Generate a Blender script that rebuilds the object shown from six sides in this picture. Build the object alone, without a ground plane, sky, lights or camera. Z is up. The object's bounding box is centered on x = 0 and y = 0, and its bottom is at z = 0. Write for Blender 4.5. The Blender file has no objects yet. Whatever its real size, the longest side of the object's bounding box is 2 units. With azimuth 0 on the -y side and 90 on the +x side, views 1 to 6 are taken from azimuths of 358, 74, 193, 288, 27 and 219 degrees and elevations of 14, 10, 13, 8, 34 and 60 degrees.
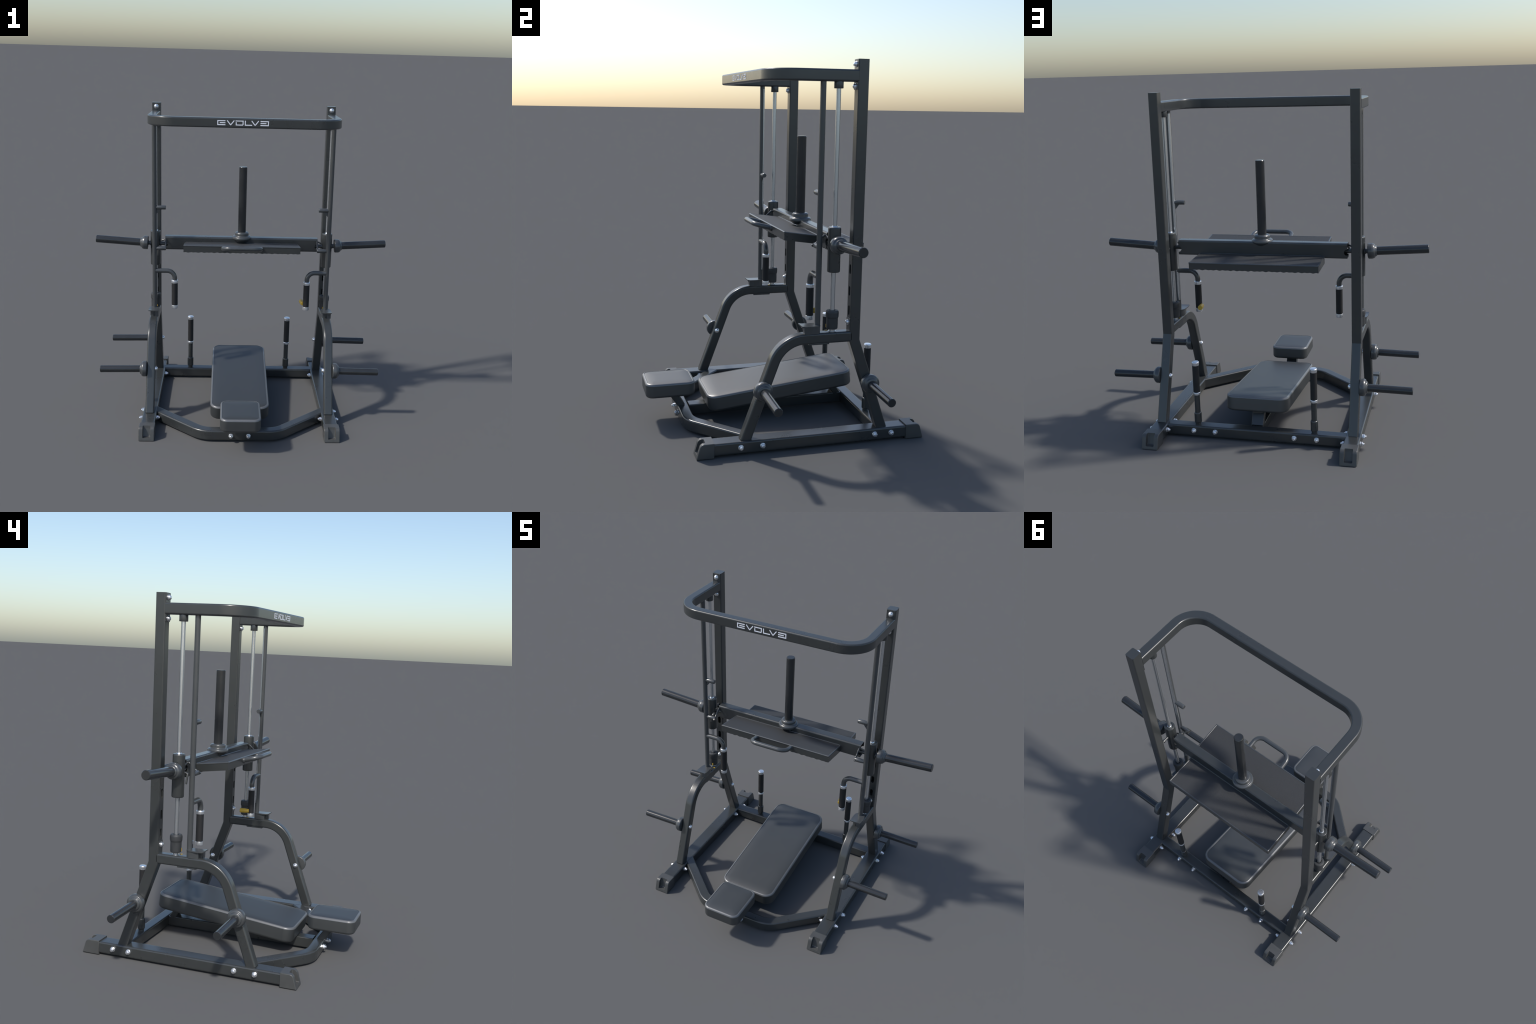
import bpy, bmesh, math
from mathutils import Vector, Matrix

# ------------------------------------------------------------------ materials
def mat(name, base, rough, metal=0.0, spec=0.5, vary=0.12, scale=40.0, bump=0.0,
        bump_scale=300.0, coat=0.0, stretch=(1, 1, 1), rough_vary=0.08):
    m = bpy.data.materials.new(name)
    m.use_nodes = True
    nt = m.node_tree
    N, L = nt.nodes, nt.links
    b = N["Principled BSDF"]
    b.inputs["Metallic"].default_value = metal
    b.inputs["Specular IOR Level"].default_value = spec
    b.inputs["Coat Weight"].default_value = coat
    b.inputs["Coat Roughness"].default_value = 0.27
    tc = N.new("ShaderNodeTexCoord")
    mp = N.new("ShaderNodeMapping")
    mp.inputs["Scale"].default_value = stretch
    L.new(tc.outputs["Object"], mp.inputs["Vector"])
    no = N.new("ShaderNodeTexNoise")
    no.inputs["Scale"].default_value = scale
    no.inputs["Detail"].default_value = 5
    L.new(mp.outputs["Vector"], no.inputs["Vector"])
    cr = N.new("ShaderNodeValToRGB")
    cr.color_ramp.elements[0].position = 0.3
    cr.color_ramp.elements[1].position = 0.7
    cr.color_ramp.elements[0].color = tuple(c * (1 - vary) for c in base) + (1,)
    cr.color_ramp.elements[1].color = tuple(c * (1 + vary) for c in base) + (1,)
    L.new(no.outputs["Fac"], cr.inputs["Fac"])
    L.new(cr.outputs["Color"], b.inputs["Base Color"])
    mr = N.new("ShaderNodeMapRange")
    mr.inputs["To Min"].default_value = max(0.02, rough - rough_vary)
    mr.inputs["To Max"].default_value = min(1, rough + rough_vary)
    L.new(no.outputs["Fac"], mr.inputs["Value"])
    L.new(mr.outputs["Result"], b.inputs["Roughness"])
    if bump:
        n2 = N.new("ShaderNodeTexNoise")
        n2.inputs["Scale"].default_value = bump_scale
        n2.inputs["Detail"].default_value = 3
        L.new(tc.outputs["Object"], n2.inputs["Vector"])
        bp = N.new("ShaderNodeBump")
        bp.inputs["Strength"].default_value = bump
        bp.inputs["Distance"].default_value = 0.001
        L.new(n2.outputs["Fac"], bp.inputs["Height"])
        L.new(bp.outputs["Normal"], b.inputs["Normal"])
    return m

PAINT = mat("charcoal_paint", (0.036, 0.039, 0.039), 0.28, spec=0.7, vary=0.05, scale=9, rough_vary=0.02, coat=0.2)
CAST = mat("grey_cast_paint", (0.054, 0.058, 0.060), 0.30, spec=0.7, vary=0.05, scale=12, rough_vary=0.02, coat=0.25)
VINYL = mat("black_vinyl", (0.032, 0.035, 0.036), 0.46, spec=1.0, vary=0.04, scale=14, rough_vary=0.02)
EDGE_GLINT = mat("vinyl_edge_glint", (0.110, 0.114, 0.118), 0.36, spec=1.0, vary=0.04, scale=14, rough_vary=0.02)  # pad vinyl lightened for the specular shine along its edges
FOOT = mat("foot_plastic", (0.064, 0.066, 0.065), 0.40, spec=0.6, vary=0.08, scale=20, rough_vary=0.03)
SLEEVE = mat("black_sleeve", (0.026, 0.028, 0.030), 0.20, vary=0.10, scale=10, spec=0.6, rough_vary=0.04)
GRIP = mat("black_foam_grip", (0.013, 0.013, 0.014), 0.7, vary=0.15, scale=200, bump=0.3, bump_scale=600)
RUBBER = mat("dark_rubber", (0.040, 0.042, 0.044), 0.5, vary=0.1, scale=60, bump=0.15)
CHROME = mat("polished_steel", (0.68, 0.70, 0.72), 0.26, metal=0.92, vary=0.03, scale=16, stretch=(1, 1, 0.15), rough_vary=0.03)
BOLT = mat("zinc_bolt", (0.86, 0.87, 0.89), 0.28, metal=0.9, vary=0.05, scale=60, rough_vary=0.04)
ALU = mat("brushed_aluminium", (0.78, 0.80, 0.83), 0.3, metal=0.85, vary=0.08, scale=50)
TREAD = mat("grainy_tread", (0.038, 0.039, 0.040), 0.62, vary=0.18, scale=260, bump=0.5, bump_scale=350)
YELLOW = mat("yellow_plastic", (0.55, 0.36, 0.045), 0.45, vary=0.08, scale=40)
WHITE = mat("white_print", (0.78, 0.80, 0.86), 0.5, vary=0.05, scale=80)
DARK = mat("slot_near_black", (0.004, 0.004, 0.004), 0.8, vary=0.1)

# ------------------------------------------------------------------ helpers
coll = bpy.context.scene.collection
root = bpy.data.objects.new("leg_press_machine", None)
root.empty_display_size = 0.2
coll.objects.link(root)
root["label"] = "dark charcoal steel vertical leg press with padded bench"
root["category"] = "gym machine"

def finish(name, bm, material, parent=None, angle=35, weighted=False, recalc=True):
    if recalc:
        bmesh.ops.recalc_face_normals(bm, faces=bm.faces[:])
    me = bpy.data.meshes.new(name)
    bm.to_mesh(me)
    bm.free()
    me.shade_smooth()
    me.set_sharp_from_angle(angle=math.radians(angle))
    me.materials.append(material)
    ob = bpy.data.objects.new(name, me)
    coll.objects.link(ob)
    ob.parent = parent or root
    if weighted:
        w = ob.modifiers.new("weighted", "WEIGHTED_NORMAL")
        w.keep_sharp = True
    return ob

def freeze(ob):
    """apply all modifiers through the depsgraph"""
    dg = bpy.context.evaluated_depsgraph_get()
    dg.update()
    me = bpy.data.meshes.new_from_object(ob.evaluated_get(dg))
    ob.modifiers.clear()
    ob.data = me
    return ob

def copy_of(ob, loc=None, rot=None, parent=None):
    c = ob.copy()
    coll.objects.link(c)
    if loc is not None:
        c.location = loc
    if rot is not None:
        c.rotation_euler = rot
    c.parent = parent or ob.parent
    return c

def rounded_rect(w, h, r, seg=4):
    pts = []
    for cx, cy, a0 in ((w/2-r, h/2-r, 0), (-w/2+r, h/2-r, 90), (-w/2+r, -h/2+r, 180), (w/2-r, -h/2+r, 270)):
        for i in range(seg + 1):
            a = math.radians(a0 + 90 * i / seg)
            pts.append((cx + r * math.cos(a), cy + r * math.sin(a)))
    return pts

def circle(r, n=24):
    return [(r * math.cos(2 * math.pi * i / n), r * math.sin(2 * math.pi * i / n)) for i in range(n)]

def fillet(corners, radii, seg=12):
    """corner points -> path with rounded corners"""
    P = [Vector(c) for c in corners]
    out = [P[0]]
    for i in range(1, len(P) - 1):
        r = radii[i - 1]
        a = (P[i - 1] - P[i]).normalized()
        b = (P[i + 1] - P[i]).normalized()
        ang = a.angle(b)
        if r <= 0:
            out.append(P[i])
            continue
        t = r / math.tan(ang / 2)
        bis = (a + b).normalized()
        c = P[i] + bis * (r / math.sin(ang / 2))
        s, e = P[i] + a * t - c, P[i] + b * t - c
        tot = s.angle(e)
        for k in range(seg + 1):
            f = k / seg
            v = (s * math.sin((1 - f) * tot) + e * math.sin(f * tot)) / math.sin(tot)
            out.append(c + v)
    out.append(P[-1])
    return out

def sweep_bm(bm, path, profile, side, cap=True):
    """sweep profile (u along `side`, v along tangent x side) along path, mitred"""
    path = [Vector(p) for p in path]
    side = Vector(side).normalized()
    rings = []
    n = len(path)
    for i, p in enumerate(path):
        t0 = (path[i] - path[i - 1]).normalized() if i > 0 else None
        t1 = (path[i + 1] - path[i]).normalized() if i < n - 1 else None
        t = ((t0 or t1) + (t1 or t0)).normalized()
        sc = 1.0 / max(0.3, t.dot(t0 or t1))
        s = side - t * side.dot(t)
        s.normalize()
        v = t.cross(s)
        rings.append([bm.verts.new(p + s * a + v * b * sc) for a, b in profile])
    m = len(profile)
    for i in range(n - 1):
        for j in range(m):
            bm.faces.new((rings[i][j], rings[i][(j + 1) % m], rings[i + 1][(j + 1) % m], rings[i + 1][j]))
    if cap:
        bm.faces.new(rings[0])
        bm.faces.new(rings[-1][::-1])

def tube(name, path, w, h, side, material=PAINT, r=0.007, parent=None, endcuts=None):
    bm = bmesh.new()
    sweep_bm(bm, path, rounded_rect(w, h, r, 6), side)
    return finish(name, bm, material, parent, weighted=True)

def rod(name, path, r, material=PAINT, parent=None, n=24, side=(0, 0, 1)):
    bm = bmesh.new()
    d = (Vector(path[-1]) - Vector(path[0])).normalized()
    sd = Vector(side)
    if abs(d.dot(sd)) > 0.9:
        sd = Vector((0, 1, 0))
    sweep_bm(bm, path, circle(r, n), sd)
    return finish(name, bm, material, parent)

def lathe_bm(bm, prof, origin=(0, 0, 0), axis=(0, 0, 1), n=32):
    """prof: list of (radius, distance along axis)"""
    q = Vector((0, 0, 1)).rotation_difference(Vector(axis).normalized())
    o = Vector(origin)
    rings = []
    for r, z in prof:
        if r < 1e-6:
            rings.append([bm.verts.new(o + q @ Vector((0, 0, z)))])
        else:
            rings.append([bm.verts.new(o + q @ Vector((r * math.cos(2*math.pi*i/n), r * math.sin(2*math.pi*i/n), z))) for i in range(n)])
    for a, b in zip(rings, rings[1:]):
        for i in range(n):
            j = (i + 1) % n
            if len(a) == 1 and len(b) == 1:
                continue
            if len(a) == 1:
                bm.faces.new((a[0], b[j], b[i]))
            elif len(b) == 1:
                bm.faces.new((a[i], a[j], b[0]))
            else:
                bm.faces.new((a[i], a[j], b[j], b[i]))
    for ring in (rings[0], rings[-1]):
        if len(ring) > 1:
            bm.faces.new(ring)

def soften(prof, r, seg=3):
    """round the inner corners of an (r,z) profile"""
    pts = [Vector((a, b, 0)) for a, b in prof]
    out = [pts[0]]
    for i in range(1, len(pts) - 1):
        a, b = pts[i-1] - pts[i], pts[i+1] - pts[i]
        rr = min(r, a.length * 0.45, b.length * 0.45)
        if rr < 1e-5 or abs(a.angle(b) - math.pi) < 0.05:
            out.append(pts[i]); continue
        s, e = pts[i] + a.normalized() * rr, pts[i] + b.normalized() * rr
        for k in range(seg + 1):
            f = k / seg
            out.append(s * (1-f)**2 + pts[i] * 2 * f * (1-f) + e * f**2)
    out.append(pts[-1])
    return [(p.x, p.y) for p in out]

def lathe(name, prof, origin=(0, 0, 0), axis=(0, 0, 1), material=PAINT, parent=None, n=32, soft=0.0, angle=35):
    bm = bmesh.new()
    lathe_bm(bm, soften(prof, soft) if soft else prof, origin, axis, n)
    return finish(name, bm, material, parent, angle=angle)

def box_bm(x0, x1, y0, y1, z0, z1):
    bm = bmesh.new()
    bmesh.ops.create_cube(bm, size=1)
    for v in bm.verts:
        v.co = Vector(((x0 + x1)/2 + v.co.x*(x1-x0), (y0+y1)/2 + v.co.y*(y1-y0), (z0+z1)/2 + v.co.z*(z1-z0)))
    return bm

def bevel_all(bm, r, seg=3, only=None):
    e = [x for x in bm.edges if only is None or only(x)]
    if e and r > 0:
        bmesh.ops.bevel(bm, geom=e, offset=r, segments=seg, affect='EDGES', profile=0.5, clamp_overlap=True)

def box(name, x0, x1, y0, y1, z0, z1, material=PAINT, parent=None, r=0.003):
    bm = box_bm(min(x0, x1), max(x0, x1), y0, y1, z0, z1)
    bevel_all(bm, r)
    return finish(name, bm, material, parent, weighted=True)

def prism_bm(poly, x0, x1):
    """polygon in (y,z) extruded along x"""
    bm = bmesh.new()
    a = [bm.verts.new((x0, y, z)) for y, z in poly]
    b = [bm.verts.new((x1, y, z)) for y, z in poly]
    bm.faces.new(a)
    bm.faces.new(b[::-1])
    m = len(poly)
    for i in range(m):
        j = (i + 1) % m
        bm.faces.new((a[i], b[i], b[j], a[j]))
    bmesh.ops.recalc_face_normals(bm, faces=bm.faces[:])
    return bm

def cut(ob, cutter_bm):
    me = bpy.data.meshes.new("cutter")
    bmesh.ops.recalc_face_normals(cutter_bm, faces=cutter_bm.faces[:])
    cutter_bm.to_mesh(me)
    cutter_bm.free()
    c = bpy.data.objects.new("cutter", me)
    coll.objects.link(c)
    mods = [(m.name, m.type) for m in ob.modifiers]
    ob.modifiers.clear()
    b = ob.modifiers.new("cut", "BOOLEAN")
    b.operation = 'DIFFERENCE'
    b.solver = 'EXACT'
    b.object = c
    freeze(ob)
    bpy.data.objects.remove(c)
    ob.data.shade_smooth()
    ob.data.set_sharp_from_angle(angle=math.radians(35))
    for nm, ty in mods:
        w = ob.modifiers.new(nm, ty)
        if ty == 'WEIGHTED_NORMAL':
            w.keep_sharp = True
    return ob

# ------------------------------------------------------------------ main sizes
SX = 0.5745          # centre plane of each side frame
TW = 0.055           # side frame tube width
ZB0, ZB1 = 0.009, 0.074   # floor tubes, bottom and top
ZBC = (ZB0 + ZB1) / 2
HB = ZB1 - ZB0

# ------------------------------------------------------------------ bolts (shared mesh)
bm = bmesh.new()
lathe_bm(bm, [(0.0145, -0.001), (0.0145, 0.0028), (0.0138, 0.0034)], n=24)
lathe_bm(bm, [(0.0130, 0.003), (0.0130, 0.0125), (0.0112, 0.0142)], n=6)
lathe_bm(bm, [(0.0080, 0.0135), (0.0080, 0.0195), (0.0062, 0.0220), (0, 0.0225)], n=16)
hex_bolt = finish("hex_bolt", bm, BOLT, angle=30)
bm = bmesh.new()
lathe_bm(bm, [(0.0150, -0.001), (0.0150, 0.0028), (0.0140, 0.0034)], n=24)
lathe_bm(bm, [(0.0128, 0.003), (0.0125, 0.007), (0.0108, 0.0115), (0.0070, 0.0145), (0, 0.0156)], n=24)
dome_bolt = finish("dome_bolt", bm, BOLT, angle=40)
_first = {"hex_bolt": True, "dome_bolt": True}

def put_bolt(src, loc, direction, spin=0.0, parent=None):
    q = Vector((0, 0, 1)).rotation_difference(Vector(direction).normalized())
    e = (q.to_matrix() @ Matrix.Rotation(spin, 3, 'Z')).to_euler()
    if _first[src.name.split(".")[0]]:
        _first[src.name.split(".")[0]] = False
        src.location, src.rotation_euler = loc, e
        return src
    return copy_of(src, loc, e, parent or root)

# ------------------------------------------------------------------ side frames
for s in (-1, 1):
    X = SX * s
    # --- floor rail
    rail = tube("floor_rail", [(X, -0.448, ZBC), (X, 0.622, ZBC)], HB, 0.088, (0, 0, 1), r=0.010)
    # --- end feet
    for yd, ye in ((-1, -0.531), (1, 0.718)):
        k = yd
        yi = ye - k * (0.101 if k > 0 else 0.092)   # seam with the rail
        poly = [(yi, 0.0), (ye, 0.0), (ye - k*0.001, 0.007)]
        # slanted nose with rounded top
        c = fillet([(ye - k*0.001, 0.007, 0), (ye - k*0.0225, 0.080, 0), (yi, 0.080, 0)], [0.024], 6)
        poly += [(p.x, p.y) for p in c[1:-1]] + [(yi, 0.080)]
        fb = prism_bm(poly, X - 0.049, X + 0.049)
        bevel_all(fb, 0.005, 3, only=lambda e: abs(e.verts[0].co.x - e.verts[1].co.x) < 1e-6)
        foot = finish("foot_cap", fb, FOOT, rail, weighted=True)
        # U shaped notch in the nose, open to the top
        cb = prism_bm([(ye + k*0.02, 0.016), (ye - k*0.030, 0.016), (ye - k*0.046, 0.064), (ye - k*0.052, 0.10), (ye + k*0.02, 0.10)],
                      X - 0.024, X + 0.024)
        bevel_all(cb, 0.006, 3)
        cut(foot, cb)
    # --- arch: front leg, bend and horizontal top
    tl = 0.367   # lean of the front leg (dy/dz)
    y_leg0, z0 = -0.272, 0.068
    zt = 0.590
    arch_path = fillet([(X, y_leg0, z0), (X, y_leg0 + tl * (zt - z0), zt), (X, 0.292, zt)], [0.172], 18)
    arch = tube("arch_leg", arch_path, TW + 0.001, 0.057, (1, 0, 0), r=0.011)
    # --- upright with rear leg
    up_path = fillet([(X, 0.4835, 0.066), (X, 0.3105, 0.566), (X, 0.3115, 1.999)], [0.03], 5)
    upright = tube("upright", up_path, TW + 0.001, 0.0565, (1, 0, 0), r=0.007)
    for zc in (0.726, 0.829, 0.944, 1.050):
        cb = bmesh.new()
        prof = []
        for i in range(17):
            a = math.pi * i / 16
            prof.append((0.010 * math.cos(a), 0.0155 + 0.010 * math.sin(a)))
        for i in range(17):
            a = math.pi + math.pi * i / 16
            prof.append((0.010 * math.cos(a), -0.0155 + 0.010 * math.sin(a)))
        f = [cb.verts.new((X - 0.0 + u, 0.26, zc + v)) for u, v in prof]
        g = [cb.verts.new((X - 0.0 + u, 0.318, zc + v)) for u, v in prof]
        cb.faces.new(f); cb.faces.new(g[::-1])
        for i in range(len(f)):
            j = (i + 1) % len(f)
            cb.faces.new((f[i], g[i], g[j], f[j]))
        cut(upright, cb)
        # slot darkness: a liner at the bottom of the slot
    dark_plate = box("slot_dark_plate", X - 0.014, X + 0.014, 0.312, 0.316, 0.69, 1.09, DARK, upright, r=0.0)  # near-black sheet across the bottom of the slots
    # weld bead at the foot of both legs
    # --- top fixing plate with bolts
    box("fixing_plate", X - 0.026, X + 0.026, 0.2800, 0.2845, 1.850, 1.9980, PAINT, upright, r=0.0015)
    put_bolt(dome_bolt, (X, 0.2798, 1.974), (0, -1, 0))
    put_bolt(dome_bolt, (X, 0.2798, 1.867), (0, -1, 0))
    box("fixing_plate", X - 0.024, X + 0.024, 0.2800, 0.2845, 0.617, 0.686, PAINT, upright, r=0.0015)
    put_bolt(dome_bolt, (X, 0.2798, 0.664), (0, -1, 0))
    # --- plate under the arch
    box("stiffener_plate", X - 0.022, X + 0.022, 0.062, 0.172, 0.555, 0.564, PAINT, arch, r=0.003)
    # --- bolts on the rail
    for i, y in enumerate((-0.301, -0.185, 0.436, 0.531)):
        put_bolt(hex_bolt, (X + s * 0.044, y, 0.044), (s, 0, 0), 0.3 * i)
    for i, y in enumerate((-0.300, 0.420, 0.545)):
        put_bolt(hex_bolt, (X - s * 0.044, y, 0.046), (-s, 0, 0), 0.5 * i)
    # --- lower plate holders
    for y, z in ((-0.186, 0.334), (0.399, 0.3305)):
        flange = lathe("holder_flange",
                       [(0.0, 0.0), (0.047, 0.0), (0.0500, 0.004), (0.0505, 0.023), (0.046, 0.0325), (0.036, 0.036), (0.034, 0.042), (0.026, 0.045), (0.0, 0.045)],
                       (X + s * 0.0265, y, z), (s, 0, 0), CAST, root, soft=0.0025, n=40)
        lathe("plate_sleeve", [(0, 0.03), (0.0225, 0.03), (0.0225, 0.2965), (0.0200, 0.2995), (0, 0.2995)],
              (X + s * 0.0265, y, z), (s, 0, -0.016), SLEEVE, flange, n=36)
        put_bolt(dome_bolt, (X - s * 0.0275, y + 0.003, z), (-s, 0, 0))
    # --- guide rod with collar and rubber bumper
    rodp = lathe("guide_rod", [(0, 0.618), (0.012, 0.618), (0.012, 1.89), (0, 1.89)], (X, 0.191, 0), (0, 0, 1), CHROME, n=28)
    lathe("rod_collar", [(0, 1.855), (0.0235, 1.855), (0.0235, 1.891), (0, 1.891)], (X, 0.191, 0), (0, 0, 1), PAINT, rodp, soft=0.003)
    lathe("rubber_bumper", [(0, 0.634), (0.0285, 0.634), (0.0300, 0.640), (0.0305, 0.692), (0.0335, 0.698), (0.0340, 0.722), (0.031, 0.731), (0.016, 0.732), (0.0155, 0.722), (0, 0.722)],
          (X, 0.191, 0), (0, 0, 1), RUBBER, rodp, soft=0.003)
    lathe("bumper_washer", [(0, 0.617), (0.020, 0.617), (0.020, 0.621), (0.0155, 0.622), (0.0155, 0.635), (0, 0.635)], (X, 0.191, 0), (0, 0, 1), CHROME, rodp)
    box("warning_tab", X - s*0.026, X - s*0.016, 0.160, 0.172, 0.6185, 0.6205, YELLOW, rodp, r=0.0005)
    box("warning_tab", X - s*0.008, X - s*0.014, 0.1612, 0.1660, 0.6385, 0.656, YELLOW, rodp, r=0.0005)
    # --- front safety tube
    ft = lathe("safety_tube", [(0, 0.640), (0.0148, 0.640), (0.0148, 1.891), (0, 1.891)], (X, 0.111, 0), (0, 0, 1), CAST, n=28)
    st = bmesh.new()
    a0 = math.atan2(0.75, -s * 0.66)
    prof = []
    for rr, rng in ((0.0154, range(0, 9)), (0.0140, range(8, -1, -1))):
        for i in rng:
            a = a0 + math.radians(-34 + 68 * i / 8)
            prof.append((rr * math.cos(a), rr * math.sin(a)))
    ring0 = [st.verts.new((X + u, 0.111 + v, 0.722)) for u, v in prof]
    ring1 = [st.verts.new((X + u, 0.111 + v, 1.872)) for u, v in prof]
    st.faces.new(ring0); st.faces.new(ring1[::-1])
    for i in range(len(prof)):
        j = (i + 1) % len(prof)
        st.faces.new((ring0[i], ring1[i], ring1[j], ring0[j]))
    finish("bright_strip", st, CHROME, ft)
    for zc in (1.338, 1.064):
        xi = X - s * 0.073
        lathe("stop_peg", [(0, 0.008), (0.0105, 0.010), (0.0130, 0.022), (0.0142, 0.042), (0.0138, 0.070), (0.0120, 0.0740), (0, 0.0740)], (X, 0.111, zc), (-s, 0, 0), CAST, ft, n=24)
        if zc > 1.2:
            gb = bmesh.new()
            pts = [(X - s*0.010, zc - 0.002), (X - s*0.040, zc - 0.010), (X - s*0.014, zc - 0.043), (X - s*0.010, zc - 0.046)]
            a = [gb.verts.new((x, 0.108, z)) for x, z in pts]
            b = [gb.verts.new((x, 0.114, z)) for x, z in pts]
            gb.faces.new(a); gb.faces.new(b[::-1])
            for i in range(4):
                gb.faces.new((a[i], b[i], b[(i+1) % 4], a[(i+1) % 4]))
            finish("peg_gusset", gb, CAST, ft)
    # --- tube socket on the arch
    body = []
    for i in range(13):
        a = -math.pi/2 + math.pi * i / 12
        body.append((0.094 + 0.031 * math.cos(a), 0.031 * math.sin(a)))   # rounded rear
    plan = [(y, x) for y, x in body] + [(0.050, 0.024), (0.050, -0.024)]
    sb = bmesh.new()
    lo = [sb.verts.new((X + x * 0.97, y, 0.616)) for y, x in plan]
    hi = [sb.verts.new((X + x, y, 0.653)) for y, x in plan]
    sb.faces.new(lo); sb.faces.new(hi[::-1])
    for i in range(len(lo)):
        j = (i + 1) % len(lo)
        sb.faces.new((lo[i], hi[i], hi[j], lo[j]))
    socket = finish("tube_socket", sb, CAST, root)
    lp = []
    for i in range(13):
        a = -math.pi/2 + math.pi * i / 12
        lp.append((0.092 + 0.034 * math.cos(a), 0.034 * math.sin(a), 0.0))
    lp += [(0.060, 0.036, 0.0), (0.034, 0.036, 0.0004), (0.018, 0.035, 0.0035), (0.018, -0.035, 0.0035), (0.034, -0.036, 0.0004), (0.060, -0.036, 0.0)]
    lb = bmesh.new()
    lo = [lb.verts.new((X + x, y, 0.653 + dz)) for y, x, dz in lp]
    hi = [lb.verts.new((X + x, y, 0.659 + dz)) for y, x, dz in lp]
    lb.faces.new(lo); lb.faces.new(hi[::-1])
    for i in range(len(lo)):
        j = (i + 1) % len(lo)
        lb.faces.new((lo[i], hi[i], hi[j], lo[j]))
    bmesh.ops.triangulate(lb, faces=[f for f in lb.faces if len(f.verts) > 4])
    finish("socket_lid", lb, CAST, socket)
    wb = prism_bm([(0.031, 0.655), (0.064, 0.654), (0.064, 0.614), (0.032, 0.618)], X + 0.004, X + 0.0305)
    finish("socket_cheek", wb, CAST, socket)
    rb = prism_bm([(0.026, 0.655), (0.060, 0.654), (0.060, 0.614), (0.040, 0.614)], X - 0.003, X + 0.003)
    finish("socket_rib", rb, CAST, socket)
    # --- hanging hand grip
    hp = fillet([(X - s*0.006, 0.111, 0.911), (s*0.442, 0.111, 0.911), (s*0.442, 0.111, 0.832)], [0.050], 14)
    arm = rod("grip_arm", hp, 0.0156, CAST, root, side=(0, 1, 0))
    G = (s*0.442, 0.111, 0)
    lathe("grip_ring", [(0, 0.827), (0.0215, 0.827), (0.0225, 0.831), (0.0225, 0.844), (0.0205, 0.848), (0, 0.848)], G, (0, 0, 1), ALU, arm, soft=0.001)
    lathe("hand_grip", [(0, 0.674), (0.0203, 0.674), (0.0203, 0.828), (0, 0.828)], G, (0, 0, 1), GRIP, arm)
    lathe("grip_cap", [(0, 0.652), (0.0200, 0.652), (0.0212, 0.655), (0.0212, 0.675), (0, 0.675)], G, (0, 0, 1), ALU, arm, soft=0.001)
    # --- floor hand post on the rear cross tube
    F = (s*0.350, 0.491, 0)
    post = lathe("floor_post", [(0, 0.072), (0.0163, 0.072), (0.0163, 0.265), (0, 0.265)], F, (0, 0, 1), PAINT, root)
    lathe("post_sleeve", [(0, 0.083), (0.018, 0.083), (0.0215, 0.089), (0.0215, 0.141), (0.0205, 0.147), (0.0165, 0.150), (0, 0.150)], F, (0, 0, 1), PAINT, post, soft=0.002)
    lathe("grip_ring", [(0, 0.260), (0.0200, 0.260), (0.0210, 0.263), (0.0210, 0.274), (0.0195, 0.277), (0, 0.277)], F, (0, 0, 1), ALU, post, soft=0.001)
    lathe("hand_grip", [(0, 0.276), (0.0195, 0.276), (0.0195, 0.443), (0, 0.443)], F, (0, 0, 1), GRIP, post)
    lathe("grip_cap", [(0, 0.442), (0.0200, 0.442), (0.0202, 0.450), (0.0212, 0.452), (0.0212, 0.461), (0.0185, 0.4650), (0, 0.4655)], F, (0, 0, 1), BOLT, post, soft=0.001)
    # --- carriage sliding on the guide rod
    car = lathe("carriage_sleeve", [(0, 0.9335), (0.031, 0.9335), (0.0335, 0.938), (0.0335, 1.160), (0.031, 1.1665), (0.019, 1.1675), (0.018, 1.162), (0, 1.162)],
                (X, 0.191, 0), (0, 0, 1), PAINT, root, soft=0.002)
    lathe("rod_seal", [(0, 1.160), (0.0165, 1.160), (0.0165, 1.168), (0.0135, 1.1725), (0, 1.1725)], (X, 0.191, 0), (0, 0, 1), CHROME, car)
    tilt = math.radians(3.6)
    ax = Vector((s * math.cos(tilt), 0, math.sin(tilt)))
    O = Vector((X, 0.191, 1.0775))
    hf = lathe("holder_flange",
               [(0, 0.028), (0.017, 0.028), (0.017, 0.036), (0.0135, 0.039), (0.0135, 0.046), (0.021, 0.049), (0.042, 0.050), (0.0450, 0.053), (0.0455, 0.075), (0.041, 0.087), (0.033, 0.092), (0.030, 0.099), (0.026, 0.102), (0, 0.102)],
               O, ax, CAST, root, soft=0.003, n=40)
    lathe("plate_sleeve", [(0, 0.09), (0.0252, 0.09), (0.0252, 0.3915), (0.0225, 0.3950), (0, 0.3950)], O, ax, SLEEVE, hf, n=36)
    # axle into the press beam
    lathe("beam_axle", [(0, 0.0), (0.0125, 0.0), (0.0125, 0.090), (0, 0.090)], (X, 0.191, 1.078), (-s, 0, 0), PAINT, car)
    # locking pin into the upright
    lathe("lock_pin", [(0, 0.0), (0.007, 0.0), (0.007, 0.060), (0.0105, 0.062), (0.0105, 0.072), (0.006, 0.074), (0.006, 0.140), (0.004, 0.142), (0, 0.142)], (X, 0.191, 1.074), (0, 1, 0), CAST, car, n=20)
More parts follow.
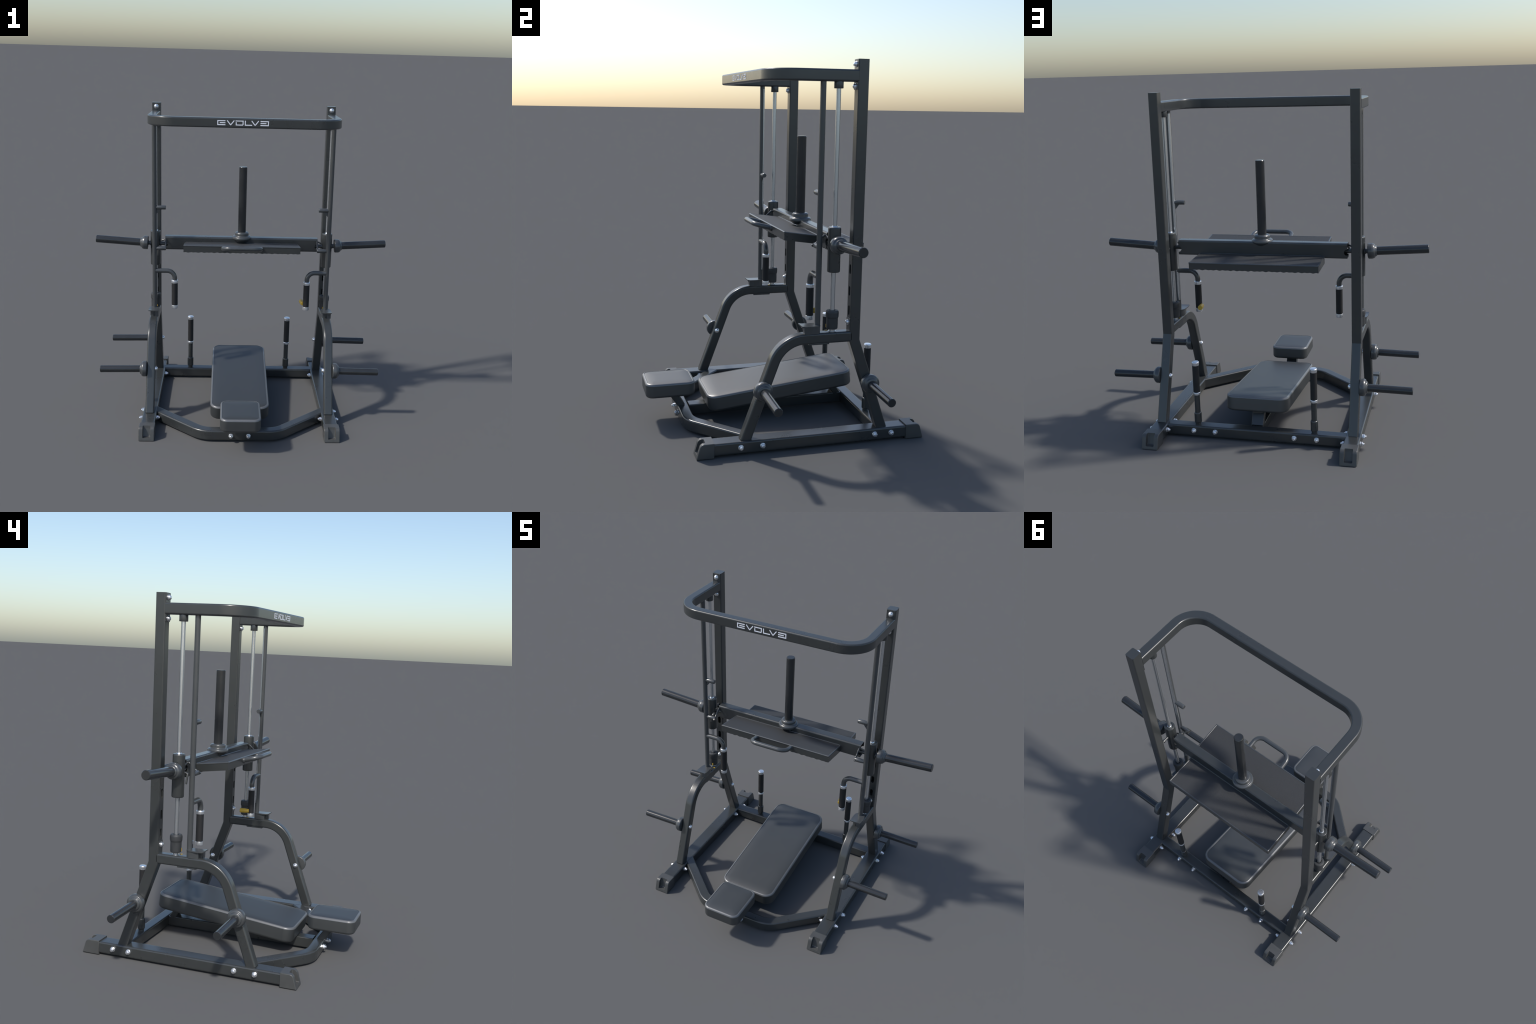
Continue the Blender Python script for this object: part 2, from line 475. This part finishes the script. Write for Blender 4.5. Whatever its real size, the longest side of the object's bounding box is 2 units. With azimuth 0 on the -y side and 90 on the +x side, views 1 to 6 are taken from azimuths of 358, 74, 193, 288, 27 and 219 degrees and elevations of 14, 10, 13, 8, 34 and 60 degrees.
    # safety latch
    rod("latch_wire", fillet([(X - s*0.040, 0.176, 1.100), (X - s*0.068, 0.172, 1.112), (X - s*0.070, 0.160, 1.112), (X - s*0.0705, 0.100, 1.058), (X - s*0.0705, 0.094, 1.066)], [0.005, 0.005, 0.004], 5), 0.0056, PAINT, car, n=14, side=(1, 0, 0))
    if s > 0:
        continue
    lv = fillet([(X - s*0.030, 0.168, 1.066), (X - s*0.030, 0.150, 1.058), (X - s*0.022, 0.150, 1.035), (X - s*0.016, 0.152, 1.004)], [0.006, 0.006], 5)
    lbm = bmesh.new()
    sweep_bm(lbm, lv, rounded_rect(0.016, 0.008, 0.0035, 3), (1, 0, 0))
    finish("latch_lever", lbm, CAST, car)

# yellow selector knob (one side only)
lathe("selector_knob", [(0, 0.0), (0.0105, 0.0), (0.0125, 0.004), (0.0138, 0.020), (0.0150, 0.026), (0.0150, 0.056), (0.0135, 0.0585), (0, 0.0585)],
      (0.420, 0.117, 0.6925), (-0.10, 1, 0.0), YELLOW, root, soft=0.0015)

# ------------------------------------------------------------------ top hoop with lettering
hoop_path = fillet([(-SX - 0.0015, 0.286, 1.918), (-SX - 0.0015, -0.1455, 1.918), (SX + 0.0015, -0.1455, 1.918), (SX + 0.0015, 0.286, 1.918)], [0.138, 0.138], 16)
hoop = tube("hoop_bar", hoop_path, 0.060, 0.055, (0, 0, 1), r=0.009)

# letters as strokes on a unit cell (u: 0..1 wide, v: 0..1 high)
W = 0.18
LET = {
    "e": [[(0.97, 1-W/2), (0.07, 1-W/2)], [(0.07, 1), (0.07, 0)], [(0.97, W/2), (0.07, W/2)], [(0.97, 0.5), (0.30, 0.5)]],
    "v": [[(0.05, 1.0), (0.5, 0.06)], [(0.95, 1.0), (0.5, 0.06)]],
    "o": [[(0.0, 1-W/2), (1.0, 1-W/2)], [(0.93, 1), (0.93, 0.12)], [(0.04, W/2), (0.93, W/2)], [(0.09, 0.66), (0.09, 0)]],
    "l": [[(0.09, 1), (0.09, 0)], [(0.05, W/2), (0.98, W/2)]],
    "r": [[(0.03, 1-W/2), (0.93, 1-W/2)], [(0.93, 1), (0.93, 0)], [(0.03, W/2), (0.93, W/2)], [(0.03, 0.5), (0.70, 0.5)]],
}
z_lo, z_hi = 1.9045, 1.9335
yf = -0.1729
for key, x0, x1 in (("e", -0.171, -0.120), ("v", -0.114, -0.066), ("o", -0.061, -0.012), ("l", -0.006, 0.040), ("v", 0.034, 0.081), ("r", 0.088, 0.141)):
    bm = bmesh.new()
    hgt = z_hi - z_lo
    sw = W * hgt * 1.1
    for k, ((u0, v0), (u1, v1)) in enumerate(LET[key]):
        a = Vector((x0 + u0*(x1-x0), z_lo + v0*hgt))
        b = Vector((x0 + u1*(x1-x0), z_lo + v1*hgt))
        d = (b - a).normalized()
        nrm = Vector((-d.y, d.x)) * sw / 2
        fr = yf - 0.0008 - 0.00012 * k
        quad = [a + nrm, a - nrm, b - nrm, b + nrm]
        f = [bm.verts.new((q.x, fr, q.y)) for q in quad]
        g = [bm.verts.new((q.x, yf + 0.002, q.y)) for q in quad]
        bm.faces.new(f); bm.faces.new(g[::-1])
        for i in range(4):
            bm.faces.new((f[i], g[i], g[(i+1) % 4], f[(i+1) % 4]))
    finish("letter", bm, WHITE, hoop)

# ------------------------------------------------------------------ floor frame between the rails
xr = 0.536
ZU = ZBC - 0.0008
u_path = fillet([(-xr - 0.028, -0.1964, ZU), (-0.230, -0.502, ZU), (0.230, -0.502, ZU), (xr + 0.028, -0.1964, ZU)], [0.15, 0.15], 14)
front_bar = tube("floor_tube", u_path, HB, 0.063, (0, 0, 1), r=0.010)
rear_bar = tube("floor_tube", [(-xr, 0.491, ZBC), (xr, 0.491, ZBC)], HB, 0.069, (0, 0, 1), r=0.010)
spine = tube("bench_spine", [(0, -0.466, ZBC - 0.0015), (0, 0.459, ZBC - 0.0015)], HB - 0.004, 0.070, (0, 0, 1), r=0.006)
for i, x in enumerate((-0.054, 0.054)):
    put_bolt(hex_bolt, (x, -0.5335, 0.041), (0, -1, 0), 0.4 * i)
for i, x in enumerate((-0.368, -0.237, 0.237, 0.368)):
    put_bolt(hex_bolt, (x, 0.5255, 0.045), (0, 1, 0), 0.35 * i)

# ------------------------------------------------------------------ bench
def cushion(name, hw, hl, thick, rc, re, tm, parent):
    """padded board: rounded plan, crisp chamfered band round the top, rolled bottom edge, crowned top"""
    bm = bmesh.new()
    def ring(inset, z):
        pts = rounded_rect(2*(hw - inset), 2*(hl - inset), max(rc - inset, 0.008), 10)
        return [bm.verts.new(tm @ Vector((x, y, z))) for x, y in pts]
    h = thick / 2
    rings = []
    rb = 0.016
    for i in range(9):                        # bottom roll
        a = math.pi/2 * i / 8
        rings.append(ring(rb * (1 - math.sin(a)), -h + rb * (1 - math.cos(a))))
    rings.append(ring(0.0, 0.0))
    rings.append(ring(0.0, h - re))
    for i in range(1, 5):                     # edge band, a bulged chamfer
        f = i / 4
        b = 0.0022 * math.sin(math.pi * f)
        rings.append(ring(re * f - b, h - re + re * f + b))
    rings.append(ring(re + 0.002, h - 0.0008))
    rings.append(ring(re + 0.012, h + 0.0012))
    for f in (0.03, 0.06):
        rings.append(ring(re + f, h + 0.0015 + f * 0.04))
    for a, b in zip(rings, rings[1:]):
        n = len(a)
        for i in range(n):
            j = (i + 1) % n
            bm.faces.new((a[i], a[j], b[j], b[i]))
    bm.faces.new(rings[0]); bm.faces.new(rings[-1])
    pad = finish(name, bm, VINYL, parent, angle=22, weighted=True)
    # sun glint on the top edge, modelled as a separate pale band
    pb = bmesh.new()
    band = []
    def pring(inset, z):
        pts = rounded_rect(2*(hw - inset), 2*(hl - inset), max(rc - inset, 0.008), 10)
        return [pb.verts.new(tm @ Vector((x, y, z))) for x, y in pts]
    o = 0.0008
    for i in range(5):
        f = i / 4
        b = 0.0022 * math.sin(math.pi * f) + o
        band.append(pring(re * f - b, h - re + re * f + b))
    band.append(pring(re + 0.001, h - 0.004))
    band.append(pring(0.004, h - re - 0.001))
    for k in range(len(band)):
        a, b = band[k], band[(k + 1) % len(band)]
        n = len(a)
        for i in range(n):
            j = (i + 1) % n
            pb.faces.new((a[i], a[j], b[j], b[i]))
    finish("pad_edge_glint", pb, EDGE_GLINT, pad, angle=30)
    return pad

slope = math.atan(0.114)
pad_m = Matrix.Translation((0, 0.0485, 0.1630)) @ Matrix.Rotation(slope, 4, 'X')
bench = cushion("bench_pad", 0.186, 0.4300, 0.091, 0.060, 0.011, pad_m, root)
head_m = Matrix.Translation((0, -0.5815, 0.1955))
headrest = cushion("head_pad", 0.1215, 0.1385, 0.083, 0.044, 0.011, head_m, root)
# support beam under the bench and its posts
sup = bmesh.new()
sweep_bm(sup, [pad_m @ Vector((0, -0.36, -0.053)), pad_m @ Vector((0, 0.38, -0.053))], rounded_rect(0.060, 0.020, 0.004), (1, 0, 0))
finish("bench_bearer", sup, PAINT, spine, weighted=True)
pb = bmesh.new()
sweep_bm(pb, [(0, 0.436, 0.064), (0, 0.436 - 0.66 * 0.100, 0.164)], rounded_rect(0.072, 0.040, 0.005), (1, 0, 0))
finish("bench_post", pb, PAINT, spine, weighted=True)
hb = bmesh.new()
sweep_bm(hb, [(0, -0.508, 0.066), (0, -0.508 - 0.66 * 0.092, 0.158)], rounded_rect(0.072, 0.040, 0.005), (1, 0, 0))
finish("head_post", hb, PAINT, spine, weighted=True)

# ------------------------------------------------------------------ press beam, foot plate, weight post
BY, BZ, BD, BH = 0.2030, 1.0850, 0.062, 0.090   # beam centre, depth and height
bx = 0.5095
Y1 = (0, 1, 0)
bb = bmesh.new()
sweep_bm(bb, [(-bx, BY, BZ), (bx, BY, BZ)], rounded_rect(BD, BH, 0.010, 5), Y1)
beam = finish("press_beam", bb, PAINT, weighted=True)
for s in (-1, 1):
    cb = bmesh.new()                      # open tube end
    sweep_bm(cb, [(s*(bx + 0.01), BY, BZ), (s*(bx - 0.07), BY, BZ)], rounded_rect(BD - 0.010, BH - 0.010, 0.006, 3), Y1)
    cut(beam, cb)
    cb = bmesh.new()                      # rounded notch in front and rear walls
    lathe_bm(cb, [(0.019, -0.06), (0.019, 0.06)], (s*(bx + 0.001), BY, 1.077), Y1, 28)
    cut(beam, cb)

HWP = 0.378
def wing(y0, z0, y1, z1, drop, parent):
    """tray shaped foot plate: top sheet with folded rim, ribbed underside with a wavy edge"""
    pl = bmesh.new()
    NX, NY = 240, 3
    top, bot = [], []
    for i in range(NX + 1):
        x = -HWP + 2 * HWP * i / NX
        edge = min(1.0, (HWP - abs(x)) / 0.02)
        rip = 0.0022 * (0.6 * math.sin(x * 2 * math.pi / 0.034) + 0.4 * math.sin(x * 2 * math.pi / 0.0535 + 1.1)) * edge
        rt, rl = [], []
        for j in range(NY + 1):
            f = j / NY
            y, z = y0 + (y1 - y0) * f, z0 + (z1 - z0) * f
            rt.append(pl.verts.new((x, y, z)))
            rl.append(pl.verts.new((x, y, z - drop + rip)))
        top.append(rt); bot.append(rl)
    for i in range(NX):
        for j in range(NY):
            pl.faces.new((top[i][j], top[i+1][j], top[i+1][j+1], top[i][j+1]))
            pl.faces.new((bot[i][j], bot[i][j+1], bot[i+1][j+1], bot[i+1][j]))
        pl.faces.new((top[i][0], bot[i][0], bot[i+1][0], top[i+1][0]))
        pl.faces.new((top[i][NY], top[i+1][NY], bot[i+1][NY], bot[i][NY]))
    for i in (0, NX):
        for j in range(NY):
            pl.faces.new((top[i][j], top[i][j+1], bot[i][j+1], bot[i][j]))
    plate = finish("foot_plate", pl, PAINT, parent, angle=40)
    # grainy tread sheet inside the bare rim
    tm = bmesh.new()
    k = 1 if y1 > y0 else -1
    sl = (z1 - z0) / (y1 - y0)
    ya, yb = y0 + k * 0.005, y1
    pts = [(-HWP + 0.005, ya), (HWP - 0.005, ya), (HWP - 0.005, yb), (-HWP + 0.005, yb)]
    lo = [tm.verts.new((x, y, z0 + sl * (y - y0) - 0.003)) for x, y in pts]
    hi = [tm.verts.new((x, y, z0 + sl * (y - y0) + 0.0008)) for x, y in pts]
    tm.faces.new(lo); tm.faces.new(hi[::-1])
    for i in range(4):
        tm.faces.new((lo[i], hi[i], hi[(i+1) % 4], lo[(i+1) % 4]))
    finish("tread_sheet", tm, TREAD, plate)
    e = 0.0030
    rod("plate_lip", [(-HWP + 0.001, y0 + k*e, z0 - e), (HWP - 0.001, y0 + k*e, z0 - e)], 0.0048, CAST, plate, n=14)  # rim rods in paler grey than the plate, to draw its rounded-edge highlight
    for s in (-1, 1):
        rod("plate_lip", [(s*(HWP - e), y0 + k*0.001, z0 - e), (s*(HWP - e), y1, z1 - e)], 0.0048, CAST, plate, n=14)
    rod("weld_bead", [(-0.372, y1 - k*0.004, z1 + 0.001), (0.372, y1 - k*0.004, z1 + 0.001)], 0.0045, PAINT, plate, n=10)
    return plate
plate = wing(-0.0165, 1.1165, 0.176, 1.0905, 0.0450, root)
wing(0.4335, 1.0435, 0.230, 1.0515, 0.0410, root)
# carrying handle on the front edge
hpth = fillet([(-0.121, -0.010, 1.0985), (-0.121, -0.108, 1.1230), (0.121, -0.108, 1.1230), (0.121, -0.010, 1.0985)], [0.050, 0.050], 14)
rod("plate_handle", hpth, 0.0138, CAST, plate, side=(0, 0, 1))
for s in (-1, 1):
    lathe("handle_collar", [(0, 0.0), (0.0165, 0.0), (0.0165, 0.007), (0.0145, 0.010), (0, 0.010)], (s*0.121, -0.0155, 1.0992), (0, -1, 0.2), CAST, plate, n=24)
# weight post
wp = lathe("post_flange", [(0, 1.102), (0.040, 1.102), (0.054, 1.116), (0.0620, 1.121), (0.0632, 1.127), (0.0620, 1.135), (0.057, 1.140), (0.048, 1.1415), (0.0460, 1.145), (0.0460, 1.160), (0.041, 1.166), (0.030, 1.168), (0, 1.168)],
           (0, 0.191, 0), (0, 0, 1), CAST, root, soft=0.002, n=48)
lathe("weight_post", [(0, 1.16), (0.0265, 1.16), (0.0265, 1.600), (0.0240, 1.6035), (0, 1.6035)], (0, 0.191, 0), (0, 0, 1), SLEEVE, wp, n=40)
